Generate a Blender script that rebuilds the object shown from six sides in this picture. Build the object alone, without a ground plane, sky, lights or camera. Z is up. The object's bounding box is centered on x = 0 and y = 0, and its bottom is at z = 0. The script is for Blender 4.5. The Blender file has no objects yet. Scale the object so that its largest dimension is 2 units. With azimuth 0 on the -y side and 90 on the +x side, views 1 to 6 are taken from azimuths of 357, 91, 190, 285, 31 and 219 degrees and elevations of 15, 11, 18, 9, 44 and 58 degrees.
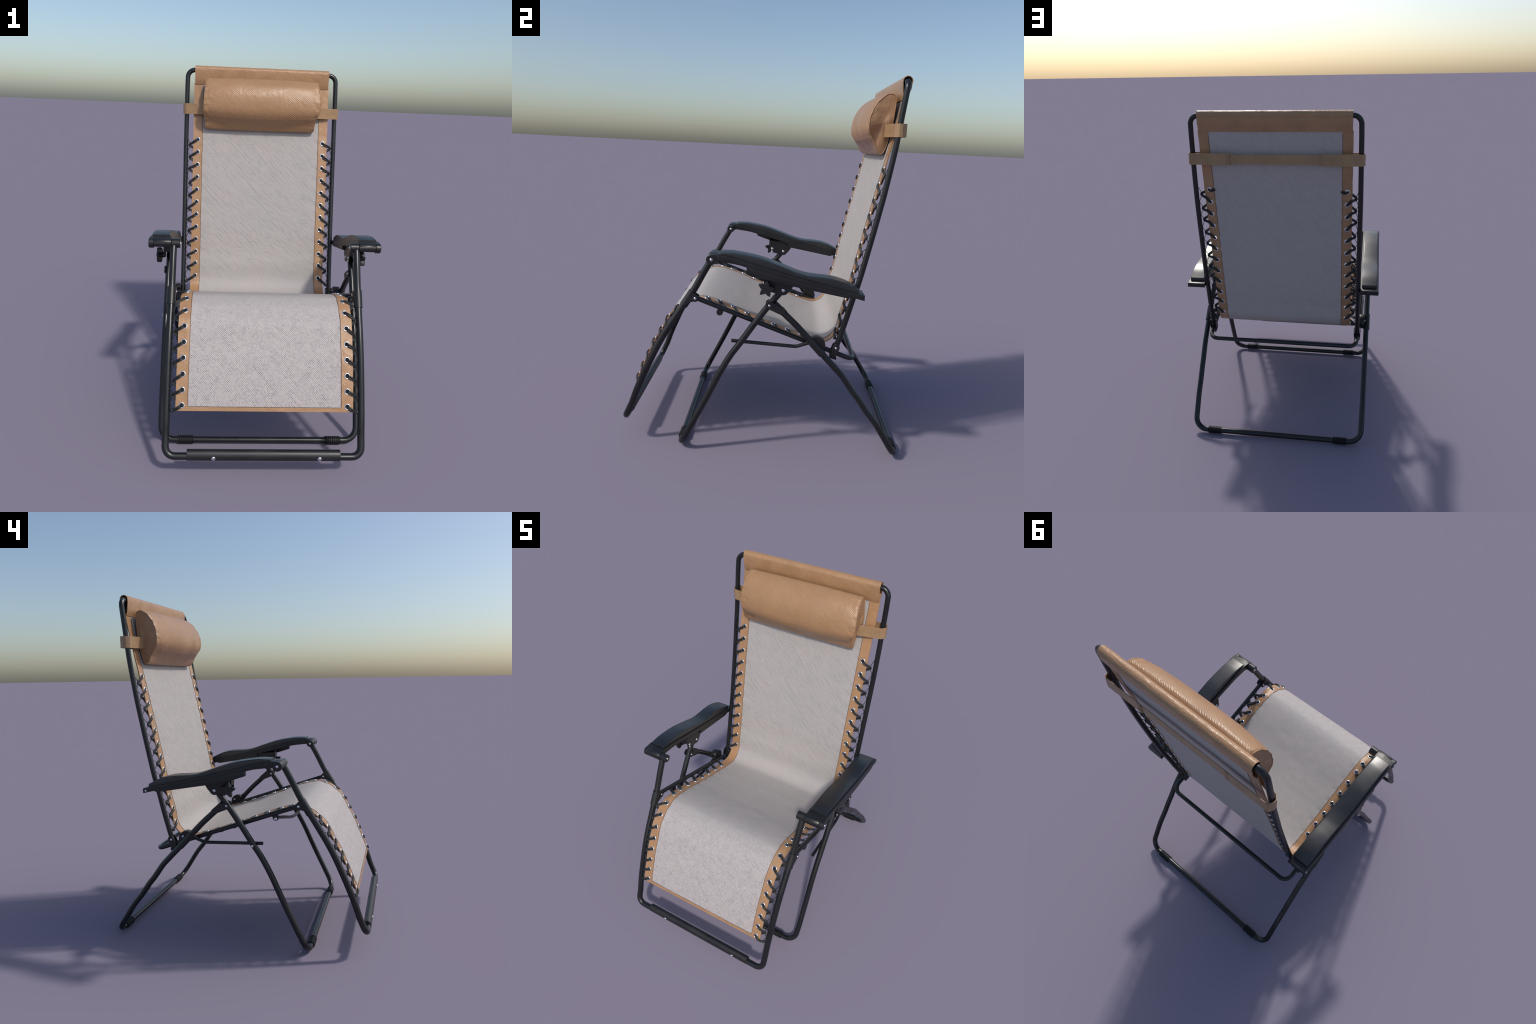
"""Folding zero-gravity reclining garden chair: black steel tube frame, laced grey
mesh sling with tan edging, tan head pillow, two contoured armrests."""
import math, random
import bpy
import numpy as np
from mathutils import Vector, Matrix, noise

random.seed(7)
TAU = 2 * math.pi

# ------------------------------------------------------------------ materials
def mat_new(name):
    m = bpy.data.materials.new(name)
    m.use_nodes = True
    nt = m.node_tree
    b = nt.nodes["Principled BSDF"]
    return m, nt, b

class NB:
    """tiny node-builder helper"""
    def __init__(self, nt):
        self.nt = nt
    def n(self, kind, **kw):
        x = self.nt.nodes.new(kind)
        for k, v in kw.items():
            setattr(x, k, v)
        return x
    def put(self, sock, v):
        if hasattr(v, "is_output") or isinstance(v, bpy.types.NodeSocket):
            self.nt.links.new(v, sock)
        else:
            sock.default_value = v
    def math(self, op, a, b=0.0, c=0.0, clamp=False):
        x = self.n("ShaderNodeMath", operation=op)
        x.use_clamp = clamp
        self.put(x.inputs[0], a); self.put(x.inputs[1], b); self.put(x.inputs[2], c)
        return x.outputs[0]
    def mix(self, f, a, b):
        x = self.n("ShaderNodeMix", data_type="RGBA")
        self.put(x.inputs[0], f); self.put(x.inputs[6], a); self.put(x.inputs[7], b)
        return x.outputs[2]
    def ramp(self, f, lo, hi, a=0.0, b=1.0):
        x = self.n("ShaderNodeMapRange")
        self.put(x.inputs[0], f)
        x.inputs[1].default_value = lo; x.inputs[2].default_value = hi
        x.inputs[3].default_value = a; x.inputs[4].default_value = b
        return x.outputs[0]
    def coords(self):
        tc = self.n("ShaderNodeTexCoord")
        sp = self.n("ShaderNodeSeparateXYZ")
        self.nt.links.new(tc.outputs["Object"], sp.inputs[0])
        return tc.outputs["Object"], sp.outputs[0], sp.outputs[1], sp.outputs[2]
    def vec(self, x, y, z=0.0):
        c = self.n("ShaderNodeCombineXYZ")
        self.put(c.inputs[0], x); self.put(c.inputs[1], y); self.put(c.inputs[2], z)
        return c.outputs[0]
    def noise(self, v, scale, detail=3.0, rough=0.5, dist=0.0):
        x = self.n("ShaderNodeTexNoise")
        self.put(x.inputs["Vector"], v)
        x.inputs["Scale"].default_value = scale
        x.inputs["Detail"].default_value = detail
        x.inputs["Roughness"].default_value = rough
        x.inputs["Distortion"].default_value = dist
        return x.outputs[0]
    def bump(self, h, strength, dist, normal=None):
        x = self.n("ShaderNodeBump")
        x.inputs["Strength"].default_value = strength
        x.inputs["Distance"].default_value = dist
        self.put(x.inputs["Height"], h)
        if normal is not None:
            self.put(x.inputs["Normal"], normal)
        return x.outputs[0]

def srgb(r, g, b):
    f = lambda c: (c / 255 / 12.92) if c / 255 <= 0.04045 else ((c / 255 + 0.055) / 1.055) ** 2.4
    return (f(r), f(g), f(b), 1.0)

def make_black(name, base, rough, spec=0.5, grain=0.25):
    m, nt, b = mat_new(name)
    k = NB(nt)
    o, x, y, z = k.coords()
    nz = k.noise(o, 9.0, 4.0)
    fine = k.noise(o, 420.0, 2.0)
    col = k.mix(k.ramp(nz, 0.35, 0.7), tuple(c * 0.8 for c in base[:3]) + (1,), tuple(c * 1.2 for c in base[:3]) + (1,))
    k.put(b.inputs["Base Color"], col)
    k.put(b.inputs["Roughness"], k.ramp(nz, 0.3, 0.7, rough - 0.04, rough + 0.06))
    b.inputs["Specular IOR Level"].default_value = spec
    k.put(b.inputs["Normal"], k.bump(fine, grain, 0.0004))
    return m

STEEL = make_black("black_powder_coat", (0.0085, 0.0095, 0.0105), 0.30, 0.5, 0.15)
PLASTIC = make_black("black_plastic", (0.0105, 0.0105, 0.0115), 0.40, 0.5, 0.12)
PAD = make_black("black_pad_plastic", (0.0085, 0.0095, 0.0105), 0.37, 0.85, 0.05)
RUBBER = make_black("black_rubber", (0.007, 0.0075, 0.008), 0.55, 0.35, 0.4)

def make_cord():
    m, nt, b = mat_new("black_elastic_cord")
    k = NB(nt)
    o, x, y, z = k.coords()
    nz = k.noise(o, 300.0, 2.0)
    k.put(b.inputs["Base Color"], k.mix(k.ramp(nz, 0.3, 0.75), (0.006, 0.007, 0.008, 1), (0.03, 0.033, 0.033, 1)))
    b.inputs["Roughness"].default_value = 0.5
    k.put(b.inputs["Normal"], k.bump(nz, 0.5, 0.001))
    return m
CORD = make_cord()

def make_chrome(name, col, rough):
    m, nt, b = mat_new(name)
    k = NB(nt)
    o, x, y, z = k.coords()
    nz = k.noise(o, 160.0, 2.0)
    b.inputs["Metallic"].default_value = 1.0
    k.put(b.inputs["Base Color"], k.mix(nz, tuple(c * 0.85 for c in col) + (1,), col + (1,)))
    b.inputs["Roughness"].default_value = rough
    return m
CHROME = make_chrome("bright_steel", (0.82, 0.82, 0.84), 0.22)
BOLTM = make_chrome("zinc_bolt", (0.78, 0.78, 0.82), 0.3)

def along_cloth(k, y, z):
    wy = k.math("SUBTRACT", y, k.math("MULTIPLY", k.math("MAXIMUM", k.math("MULTIPLY_ADD", y, -1.0, -0.43), 0.0), 1.25))
    wb = k.ramp(y, 0.37, 0.39)
    return k.math("ADD", k.math("MULTIPLY", wy, k.math("SUBTRACT", 1.0, wb)), k.math("MULTIPLY", z, wb))

def make_mesh_cloth():
    m, nt, b = mat_new("grey_woven_mesh")
    k = NB(nt)
    o, x, y, z = k.coords()
    # w runs along the cloth: height on the backrest, depth (steepened past the knee) in front
    w = along_cloth(k, y, z)
    # the rear face carries its own mirrored weave
    geo = k.n("ShaderNodeNewGeometry"); gs = k.n("ShaderNodeSeparateXYZ")
    nt.links.new(geo.outputs["Normal"], gs.inputs[0])
    rear = k.math("MULTIPLY", k.ramp(gs.outputs[1], 0.0, 0.1), k.ramp(y, 0.30, 0.32))
    x_signed = x
    x = k.math("MULTIPLY", x, k.math("MULTIPLY_ADD", rear, -2.0, 1.0))
    d = k.math("SUBTRACT", x, w)                       # along the diagonal creases
    e = k.math("ADD", x, w)
    # woven dots: one dark opening per twill cell along both diagonals, each of its own strength
    P_ = 0.0102
    ce = k.math("DIVIDE", e, P_); cd = k.math("DIVIDE", d, P_)
    dot = k.math("MULTIPLY", k.math("SINE", k.math("MULTIPLY", k.math("FRACT", ce), math.pi)),
                 k.math("SINE", k.math("MULTIPLY", k.math("FRACT", cd), math.pi)))
    wn = k.n("ShaderNodeTexWhiteNoise", noise_dimensions="2D")
    k.put(wn.inputs["Vector"], k.vec(k.math("FLOOR", ce), k.math("FLOOR", cd)))
    patch = k.ramp(k.noise(o, 30.0, 3.0), 0.36, 0.62, 0.5, 1.0)
    strength = k.math("MULTIPLY", k.ramp(wn.outputs[0], 0.05, 0.95, 0.22, 1.0), patch)
    dots = k.math("MULTIPLY", k.ramp(dot, 0.35, 0.85), strength, clamp=True)
    thread = k.math("MULTIPLY", k.ramp(k.math("SINE", k.math("MULTIPLY", ce, TAU)), 0.2, 1.0), 0.25)
    foot = k.ramp(y, -0.34, -0.46)                     # openings read strongest on the leg panel
    amount = k.math("MULTIPLY_ADD", foot, 0.66, 0.24)
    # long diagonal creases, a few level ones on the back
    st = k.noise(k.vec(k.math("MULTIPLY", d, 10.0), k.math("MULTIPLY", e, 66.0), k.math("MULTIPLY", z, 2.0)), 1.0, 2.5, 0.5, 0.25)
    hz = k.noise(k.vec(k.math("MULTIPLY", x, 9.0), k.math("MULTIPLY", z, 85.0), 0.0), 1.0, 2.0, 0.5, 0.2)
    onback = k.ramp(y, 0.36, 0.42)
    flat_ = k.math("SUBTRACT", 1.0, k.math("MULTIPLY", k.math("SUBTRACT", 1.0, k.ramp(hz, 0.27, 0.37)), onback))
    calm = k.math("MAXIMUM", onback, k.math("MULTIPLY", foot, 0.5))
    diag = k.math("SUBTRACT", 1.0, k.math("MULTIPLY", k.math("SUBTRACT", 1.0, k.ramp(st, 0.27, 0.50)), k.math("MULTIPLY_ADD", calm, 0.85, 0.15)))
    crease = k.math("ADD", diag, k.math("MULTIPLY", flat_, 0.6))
    tone = k.noise(o, 9.0, 4.0)
    c0 = k.mix(k.ramp(tone, 0.35, 0.65), (0.372, 0.353, 0.338, 1), (0.398, 0.357, 0.343, 1))
    c0 = k.mix(foot, k.mix(0.10, c0, (0.60, 0.57, 0.55, 1)), (0.462, 0.420, 0.409, 1))
    c0 = k.mix(rear, c0, (0.440, 0.402, 0.385, 1))
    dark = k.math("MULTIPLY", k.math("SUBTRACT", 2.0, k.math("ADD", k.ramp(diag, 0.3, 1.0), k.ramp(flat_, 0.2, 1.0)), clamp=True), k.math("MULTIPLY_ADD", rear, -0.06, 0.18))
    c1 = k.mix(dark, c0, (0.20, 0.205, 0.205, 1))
    c1 = k.mix(k.math("MULTIPLY", thread, amount), c1, (0.22, 0.21, 0.21, 1))
    c2 = k.mix(k.math("MULTIPLY", dots, amount), c1, (0.045, 0.045, 0.05, 1))
    # pucker shadows beside the seat seams, painted dark into the cloth colour
    ax = k.math("ABSOLUTE", x)
    edge = k.math("MULTIPLY", k.ramp(ax, 0.335, 0.368), k.ramp(k.noise(o, 38.0, 3.0), 0.5, 0.72))
    onseat = k.math("MULTIPLY", k.ramp(y, -0.33, -0.28), k.ramp(y, 0.25, 0.2))
    c3 = k.mix(k.math("MULTIPLY", k.math("MULTIPLY", edge, onseat), 0.6), c2, (0.16, 0.17, 0.19, 1))
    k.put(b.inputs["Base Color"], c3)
    b.inputs["Roughness"].default_value = 0.62
    b.inputs["Specular IOR Level"].default_value = 0.25
    n1 = k.bump(crease, 0.45, 0.0022)
    n2 = k.bump(dots, -0.15, 0.0006, n1)
    k.put(b.inputs["Normal"], n2)
    return m
MESH = make_mesh_cloth()

def make_tan(name, ribs=0.3, period=0.0098, rough=0.40, lift=1.0, pucker=0.35, lt=(0.375, 0.215, 0.110), dk=(0.325, 0.182, 0.092), ends=False):
    m, nt, b = mat_new(name)
    k = NB(nt)
    o, x, y, z = k.coords()
    w = along_cloth(k, y, z)
    warp = k.math("MULTIPLY", k.noise(o, 7.0, 2.0), 0.010)
    e = k.math("ADD", k.math("ADD", x, k.math("MULTIPLY", w, 1.05)), warp)
    rib = k.math("SINE", k.math("MULTIPLY", e, TAU / period))
    d = k.math("SUBTRACT", x, w)
    cross = k.math("SINE", k.math("MULTIPLY", d, TAU / 0.0042))
    mask = k.ramp(k.noise(o, 6.0, 3.0), 0.38, 0.62)
    rib = k.math("MULTIPLY", rib, mask)
    tone = k.noise(o, 11.0, 5.0, 0.6)
    light = tuple(c * lift for c in lt) + (1,)
    dark = tuple(c * lift for c in dk) + (1,)
    c0 = k.mix(k.ramp(tone, 0.35, 0.65), dark, light)
    c1 = k.mix(k.math("MULTIPLY", k.ramp(k.noise(o, 60.0, 3.0), 0.62, 0.78), 0.35), c0, (0.2, 0.11, 0.065, 1))
    k.put(b.inputs["Base Color"], c1)
    k.put(b.inputs["Roughness"], k.ramp(k.noise(o, 24.0, 3.0), 0.3, 0.7, rough - 0.05, rough + 0.1))
    b.inputs["Specular IOR Level"].default_value = 0.5
    h0 = k.math("ADD", k.noise(o, 26.0, 4.0, 0.6), k.math("MULTIPLY", k.noise(o, 90.0, 2.0), 0.3))
    if ends:                                           # gathered, wrinkled cloth beside the end seams
        near = k.ramp(k.math("ABSOLUTE", x), 0.24, 0.345)
        wr = k.noise(k.vec(k.math("MULTIPLY", x, 26.0), k.math("MULTIPLY", y, 60.0), k.math("MULTIPLY", z, 60.0)), 1.0, 3.0, 0.6, 0.6)
        h0 = k.math("ADD", k.math("MULTIPLY", h0, 0.12), k.math("MULTIPLY", k.math("MULTIPLY", wr, near), 0.85))
    n0 = k.bump(h0, pucker, 0.007)
    n1 = k.bump(rib, ribs, 0.0016, n0)
    n2 = k.bump(cross, 0.16, 0.0006, n1)
    k.put(b.inputs["Normal"], n2)
    return m
TAN = make_tan("tan_vinyl_edging", 0.17, 0.0080, 0.27, 1.06, 0.34)
TANPIL = make_tan("tan_woven_pillow", 0.0, 0.0098, 0.31, 1.0, 0.45, (0.362, 0.207, 0.105), (0.345, 0.194, 0.098), ends=True)
TANSTRAP = make_tan("tan_webbing", 0.05, 0.006, 0.26, 1.0, 0.30, (0.365, 0.228, 0.118), (0.305, 0.188, 0.098))
m, nt, b = mat_new("dark_stitching")
k = NB(nt); o, x, y, z = k.coords()
k.put(b.inputs["Base Color"], k.mix(k.ramp(k.noise(o, 190.0, 2.0), 0.4, 0.6), (0.05, 0.045, 0.045, 1), (0.16, 0.13, 0.115, 1)))
b.inputs["Roughness"].default_value = 0.8
STITCH = m

# ------------------------------------------------------------------ object helpers
ROOT = bpy.data.objects.new("reclining_chair", None)
bpy.context.scene.collection.objects.link(ROOT)
ROOT["label"] = "folding recliner, black tube frame, grey mesh sling, tan head pillow"
ROOT["category"] = "reclining garden chair"


def add_obj(name, data, parent=ROOT, material=None, kind=None):
    ob = bpy.data.objects.new(name, data)
    bpy.context.scene.collection.objects.link(ob)
    ob.parent = parent
    if material is not None and not data.materials:
        data.materials.append(material)
    if kind:
        ob["kind"] = kind
    return ob

def make_mesh(name, V, F, smooth=True, angle=40.0):
    me = bpy.data.meshes.new(name)
    me.from_pydata([tuple(map(float, v)) for v in V], [], F)
    me.validate()
    import bmesh
    bm = bmesh.new(); bm.from_mesh(me)
    bmesh.ops.recalc_face_normals(bm, faces=bm.faces)
    bm.to_mesh(me); bm.free()
    if smooth:
        me.shade_smooth()
        me.set_sharp_from_angle(angle=math.radians(angle))
    return me

class Geo:
    """accumulates several closed shells into one mesh"""
    def __init__(self):
        self.V, self.F = [], []
    def add(self, VF):
        V, F = VF
        o = len(self.V)
        self.V += [tuple(v) for v in V]
        self.F += [tuple(i + o for i in f) for f in F]
        return self
    def mirror(self):
        self.V = [(-v[0], v[1], v[2]) for v in self.V]
        return self
    def obj(self, name, parent, material, angle=40.0, kind=None, side=1):
        V = self.V if side > 0 else [(-v[0], v[1], v[2]) for v in self.V]
        return add_obj(name, make_mesh(name, V, self.F, True, angle), parent, material, kind)

def nrm(v):
    v = np.asarray(v, float)
    return v / (np.linalg.norm(v) + 1e-12)

def catmull(P, n=8):
    P = np.asarray(P, float)
    Q = np.vstack([2 * P[0] - P[1], P, 2 * P[-1] - P[-2]])
    out = []
    for i in range(1, len(Q) - 2):
        a, b_, c, d = Q[i - 1], Q[i], Q[i + 1], Q[i + 2]
        for t in np.linspace(0, 1, n, endpoint=False):
            out.append(0.5 * ((2 * b_) + (c - a) * t + (2 * a - 5 * b_ + 4 * c - d) * t * t + (3 * b_ - a - 3 * c + d) * t ** 3))
    out.append(P[-1])
    return np.array(out)

def fillet(P, R, n=7):
    """polyline with rounded corners; R one radius or a list per inner corner"""
    P = [np.asarray(p, float) for p in P]
    out = [P[0]]
    for i in range(1, len(P) - 1):
        r = R[i - 1] if isinstance(R, (list, tuple)) else R
        a, b_ = nrm(P[i - 1] - P[i]), nrm(P[i + 1] - P[i])
        ang = math.acos(max(-1, min(1, float(a @ b_))))
        if r <= 0 or ang > math.pi - 0.02:
            out.append(P[i]); continue
        t = min(r / math.tan(ang / 2), 0.48 * np.linalg.norm(P[i - 1] - P[i]), 0.48 * np.linalg.norm(P[i + 1] - P[i]))
        r = t * math.tan(ang / 2)
        c = P[i] + nrm(a + b_) * (r / math.sin(ang / 2))
        s, e = P[i] + a * t - c, P[i] + b_ * t - c
        th = math.pi - ang
        for j in range(n + 1):
            u = j / n
            out.append(c + (math.sin((1 - u) * th) * s + math.sin(u * th) * e) / math.sin(th))
    out.append(P[-1])
    return np.array(out)

def sweep(P, r, sides=16, closed=False, up=None, ry=None, caps=True):
    """tube of radius r (number or per-point list; ry for an oval) along the path P"""
    P = np.asarray(P, float)
    n = len(P)
    T = np.zeros_like(P)
    for i in range(n):
        if closed:
            T[i] = nrm(P[(i + 1) % n] - P[i - 1])
        else:
            T[i] = nrm(P[min(i + 1, n - 1)] - P[max(i - 1, 0)])
    ref = np.array(up if up is not None else ((1, 0, 0) if abs(T[0][0]) < 0.8 else (0, 0, 1)), float)
    N = nrm(ref - T[0] * (ref @ T[0]))
    V, F = [], []
    for i in range(n):
        N = nrm(N - T[i] * (N @ T[i]))
        B = np.cross(T[i], N)
        rr = r[i] if hasattr(r, "__len__") else r
        r2 = ry if ry is not None else rr
        for j in range(sides):
            a = TAU * j / sides
            V.append(P[i] + N * rr * math.cos(a) + B * r2 * math.sin(a))
    for i in range(n if closed else n - 1):
        for j in range(sides):
            a, b_ = i * sides + j, i * sides + (j + 1) % sides
            c, d = ((i + 1) % n) * sides + (j + 1) % sides, ((i + 1) % n) * sides + j
            F.append((a, b_, c, d))
    if caps and not closed:
        F.append(tuple(range(sides))[::-1])
        F.append(tuple((n - 1) * sides + j for j in range(sides)))
    return V, F

def lathe(profile, origin, axis, sides=24, closed=False):
    """profile: (radius, height) pairs turned about axis through origin"""
    A = nrm(axis)
    ref = np.array((0, 0, 1.0)) if abs(A[2]) < 0.9 else np.array((1.0, 0, 0))
    X = nrm(np.cross(A, ref)); Y = np.cross(A, X)
    O = np.asarray(origin, float)
    V, F = [], []
    for r, h in profile:
        for j in range(sides):
            a = TAU * j / sides
            V.append(O + A * h + X * r * math.cos(a) + Y * r * math.sin(a))
    m_ = len(profile)
    for i in range(m_ if closed else m_ - 1):
        for j in range(sides):
            k2 = (i + 1) % m_
            F.append((i * sides + j, i * sides + (j + 1) % sides, k2 * sides + (j + 1) % sides, k2 * sides + j))
    if not closed:
        F.append(tuple(range(sides))[::-1])
        F.append(tuple((m_ - 1) * sides + j for j in range(sides)))
    return V, F

def rod(x0, x1, y, z, r, bev=0.002, sides=28):
    """short cylinder lying along x with chamfered rims"""
    L = x1 - x0
    return lathe([(r - bev, 0), (r, bev), (r, L - bev), (r - bev, L)], (x0, y, z), (1, 0, 0), sides)

def plate(outline, x0, x1, bev=0.0012):
    """flat plate: outline in (y,z), extruded along x, rim chamfered"""
    O = np.asarray(outline, float)
    c = O.mean(0)
    ins = c + (O - c) * (1 - bev / max(1e-6, np.abs(O - c).max()))
    V, F = [], []
    for x, Q in ((x0, ins), (x0 + bev, O), (x1 - bev, O), (x1, ins)):
        V += [(x, q[0], q[1]) for q in Q]
    n = len(O)
    for i in range(3):
        for j in range(n):
            F.append((i * n + j, i * n + (j + 1) % n, (i + 1) * n + (j + 1) % n, (i + 1) * n + j))
    F.append(tuple(range(n))[::-1]); F.append(tuple(3 * n + j for j in range(n)))
    return V, F

def arc(cy, cz, r, a0, a1, n=10):
    return [(cy + r * math.cos(math.radians(a0 + (a1 - a0) * i / n)), cz + r * math.sin(math.radians(a0 + (a1 - a0) * i / n))) for i in range(n + 1)]

def capsule(p, q, r1, r2, n=10):
    """outline of a rounded lug from p (radius r1) to q (radius r2) in the y-z plane"""
    a = math.degrees(math.atan2(q[1] - p[1], q[0] - p[0]))
    return arc(p[0], p[1], r1, a + 90, a + 270, n) + arc(q[0], q[1], r2, a - 90, a + 90, n)

def loft_rect(sections, rad, k=4):
    """sections (y, x0, x1, z0, z1) as rounded rectangles, lofted along y"""
    V, F = [], []
    m_ = None
    for y, x0, x1, z0, z1 in sections:
        r = min(rad, (x1 - x0) * 0.48, abs(z1 - z0) * 0.48)
        ring = []
        for cx, cz, a0 in ((x1 - r, z1 - r, 0), (x0 + r, z1 - r, 90), (x0 + r, z0 + r, 180), (x1 - r, z0 + r, 270)):
            for i in range(k + 1):
                a = math.radians(a0 + 90 * i / k)
                ring.append((cx + r * math.cos(a), y, cz + r * math.sin(a)))
        m_ = len(ring)
        V += ring
    n = len(sections)
    for i in range(n - 1):
        for j in range(m_):
            F.append((i * m_ + j, i * m_ + (j + 1) % m_, (i + 1) * m_ + (j + 1) % m_, (i + 1) * m_ + j))
    F.append(tuple(range(m_))); F.append(tuple((n - 1) * m_ + j for j in range(m_))[::-1])
    return V, F

def slab(grid, normals, thick, closed_u=False):
    """solid sheet from a grid of points [u][v] with a normal per point"""
    G = np.asarray(grid, float); N = np.asarray(normals, float)
    nu, nv = G.shape[:2]
    top = (G + N * thick / 2).reshape(-1, 3); bot = (G - N * thick / 2).reshape(-1, 3)
    V = np.vstack([top, bot]); o = nu * nv
    F = []
    idx = lambda i, j: (i % nu) * nv + j
    for i in range(nu if closed_u else nu - 1):
        for j in range(nv - 1):
            q = (idx(i, j), idx(i + 1, j), idx(i + 1, j + 1), idx(i, j + 1))
            F.append(q); F.append(tuple(o + a for a in q[::-1]))
        for j in (0, nv - 1):
            F.append((idx(i, j), idx(i + 1, j), o + idx(i + 1, j), o + idx(i, j)))
    if not closed_u:
        for i in (0, nu - 1):
            for j in range(nv - 1):
                F.append((idx(i, j), idx(i, j + 1), o + idx(i, j + 1), o + idx(i, j)))
    return V, F

# one bolt mesh shared by all bolt heads (axis +x)
def dome(r):
    return lathe([(r * 0.96, -0.006), (r, 0.0), (r * 0.97, r * 0.14), (r * 0.8, r * 0.34), (r * 0.5, r * 0.48), (r * 0.15, r * 0.54)], (0, 0, 0), (1, 0, 0), 20)
BOLT_ME = make_mesh("bolt", *dome(0.01), angle=60)
BOLT_ME.materials.append(BOLTM)
def bolt(x, y, z, r, direction=1, parent=ROOT, axis=None):
    ob = add_obj("bolt", BOLT_ME, parent)
    ax = Vector(axis) if axis else Vector((direction, 0, 0))
    q = Vector((1, 0, 0)).rotation_difference(ax)
    ob.matrix_local = Matrix.Translation((x, y, z)) @ q.to_matrix().to_4x4() @ Matrix.Diagonal((r / 0.01,) * 3 + (1,))
    return ob

def mirrored(half):
    """half path runs from the +x side to x = 0"""
    H = np.asarray(half, float)
    M = H[::-1] * np.array((-1, 1, 1))
    return np.vstack([H, M[1:]] if abs(H[-1][0]) < 1e-9 else [H, M])

# ------------------------------------------------------------------ frame tubes
R_FRAME, R_LEG, R_BACK, R_RAIL, R_LINK = 0.0178, 0.0168, 0.0145, 0.0130, 0.0093
XF, XL, XB = 0.475, 0.532, 0.477

# leg-rest frame: from the armrest knuckles down and round the foot end
ff_side = [(-0.274, 1.070), (-0.322, 0.983), (-0.372, 0.885), (-0.420, 0.806), (-0.467, 0.730), (-0.517, 0.648),
           (-0.562, 0.564), (-0.604, 0.472), (-0.640, 0.388), (-0.672, 0.308), (-0.699, 0.226)]
ff_yz = catmull(ff_side, 6)
FRONT_SIDE = np.array([(XF, y, z) for y, z in ff_yz])
half = np.vstack([FRONT_SIDE[:-1], fillet([(XF, -0.699, 0.226), (XF, -0.738, 0.137), (0, -0.738, 0.137)], 0.074, 9)])
footframe = Geo().add(sweep(mirrored(half), R_FRAME, 20)).obj("footrest_frame", ROOT, STEEL)

# oval cover over the foot bar
cov = [(x, -0.735, 0.1425) for x in (-0.371, -0.370, 0.370, 0.371)]
tilt = nrm((0, 0.36, 0.93))
V, F = [], []
side_ax = np.cross((1, 0, 0), tilt)
for (x, y, z), sc in zip(cov, (0.93, 1, 1, 0.93)):
    for j in range(28):
        a = TAU * j / 28
        V.append(np.array((x, y, z)) + tilt * 0.0273 * sc * math.cos(a) + side_ax * 0.0215 * sc * math.sin(a))
for i in range(3):
    for j in range(28):
        F.append((i * 28 + j, i * 28 + (j + 1) % 28, (i + 1) * 28 + (j + 1) % 28, (i + 1) * 28 + j))
F += [tuple(range(28)), tuple(84 + j for j in range(28))]
cover = Geo().add((V, F)).obj("foot_bar_cover", footframe, PLASTIC)
for x in (-0.243, 0.269):
    bolt(x, -0.7545, 0.1355, 0.0112, parent=footframe, axis=(0, -0.93, -0.1))

# crossing legs
fl_side = [(0.089, 0.923), (0.023, 0.838), (-0.052, 0.729), (-0.116, 0.629), (-0.168, 0.551), (-0.219, 0.456),
           (-0.264, 0.358), (-0.306, 0.268), (-0.362, 0.152)]
fl = catmull(fl_side, 6)
half = np.vstack([[(XL, y, z) for y, z in fl[:-1]], fillet([(XL, -0.362, 0.152), (XL - 0.004, -0.425, 0.0228), (0, -0.425, 0.0228)], 0.074, 9)])
leg_a = Geo().add(sweep(mirrored(half), R_LEG, 20)).obj("leg", ROOT, STEEL)
rl_side = [(0.030, 0.850), (0.062, 0.832), (0.120, 0.778), (0.176, 0.726), (0.250, 0.649), (0.322, 0.574), (0.395, 0.499),
           (0.428, 0.462), (0.478, 0.392), (0.516, 0.345), (0.562, 0.280), (0.616, 0.213), (0.645, 0.170)]
rl_side = rl_side[1:]
rl = catmull(rl_side, 6)
half = np.vstack([[(XL + 0.004 - 0.008 * i / len(rl), y, z) for i, (y, z) in enumerate(rl[:-1])],
                  fillet([(XL - 0.004, 0.645, 0.170), (XL - 0.007, 0.738, 0.0228), (0, 0.738, 0.0228)], 0.074, 9)])
leg_b = Geo().add(sweep(mirrored(half), R_LEG, 20)).obj("leg", ROOT, STEEL)

# ribbed rubber grips where the legs stand on the ground
def grip_profile(L, r0, r1, n):
    pr = [(r0 - 0.002, 0.0), (r1, 0.0015)]
    for i in range(n):
        a = 0.0015 + (L - 0.003) * i / n
        s = (L - 0.003) / n
        pr += [(r1, a + s * 0.1), (r1, a + s * 0.5), (r0, a + s * 0.66), (r0, a + s * 0.86)]
    pr += [(r1, L - 0.0015), (r0 - 0.002, L)]
    return pr
GRIP = make_mesh("grip_sleeve", *lathe(grip_profile(0.083, 0.0190, 0.0224, 8), (0, 0, 0), (1, 0, 0), 28), angle=30)
GRIP.materials.append(RUBBER)
for par, y in ((leg_a, -0.425), (leg_b, 0.738)):
    for x in (-0.439, 0.356):
        g = add_obj("grip_sleeve", GRIP, par)
        g.location = (x, y, 0.0228)

# seat rails joined behind the seat by a U bar
rail_y = lambda y: 0.7100 - 0.3480 * y
half = fillet([(0.474, -0.372, rail_y(-0.372)), (0.476, 0.481, rail_y(0.481)), (0, 0.481, rail_y(0.481))], 0.052, 8)
RAIL_SIDE = np.array([(0.475, y, rail_y(y)) for y in np.linspace(-0.372, 0.44, 30)])
rail = Geo().add(sweep(mirrored(half), R_RAIL, 18)).obj("seat_rail", ROOT, STEEL)

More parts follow.
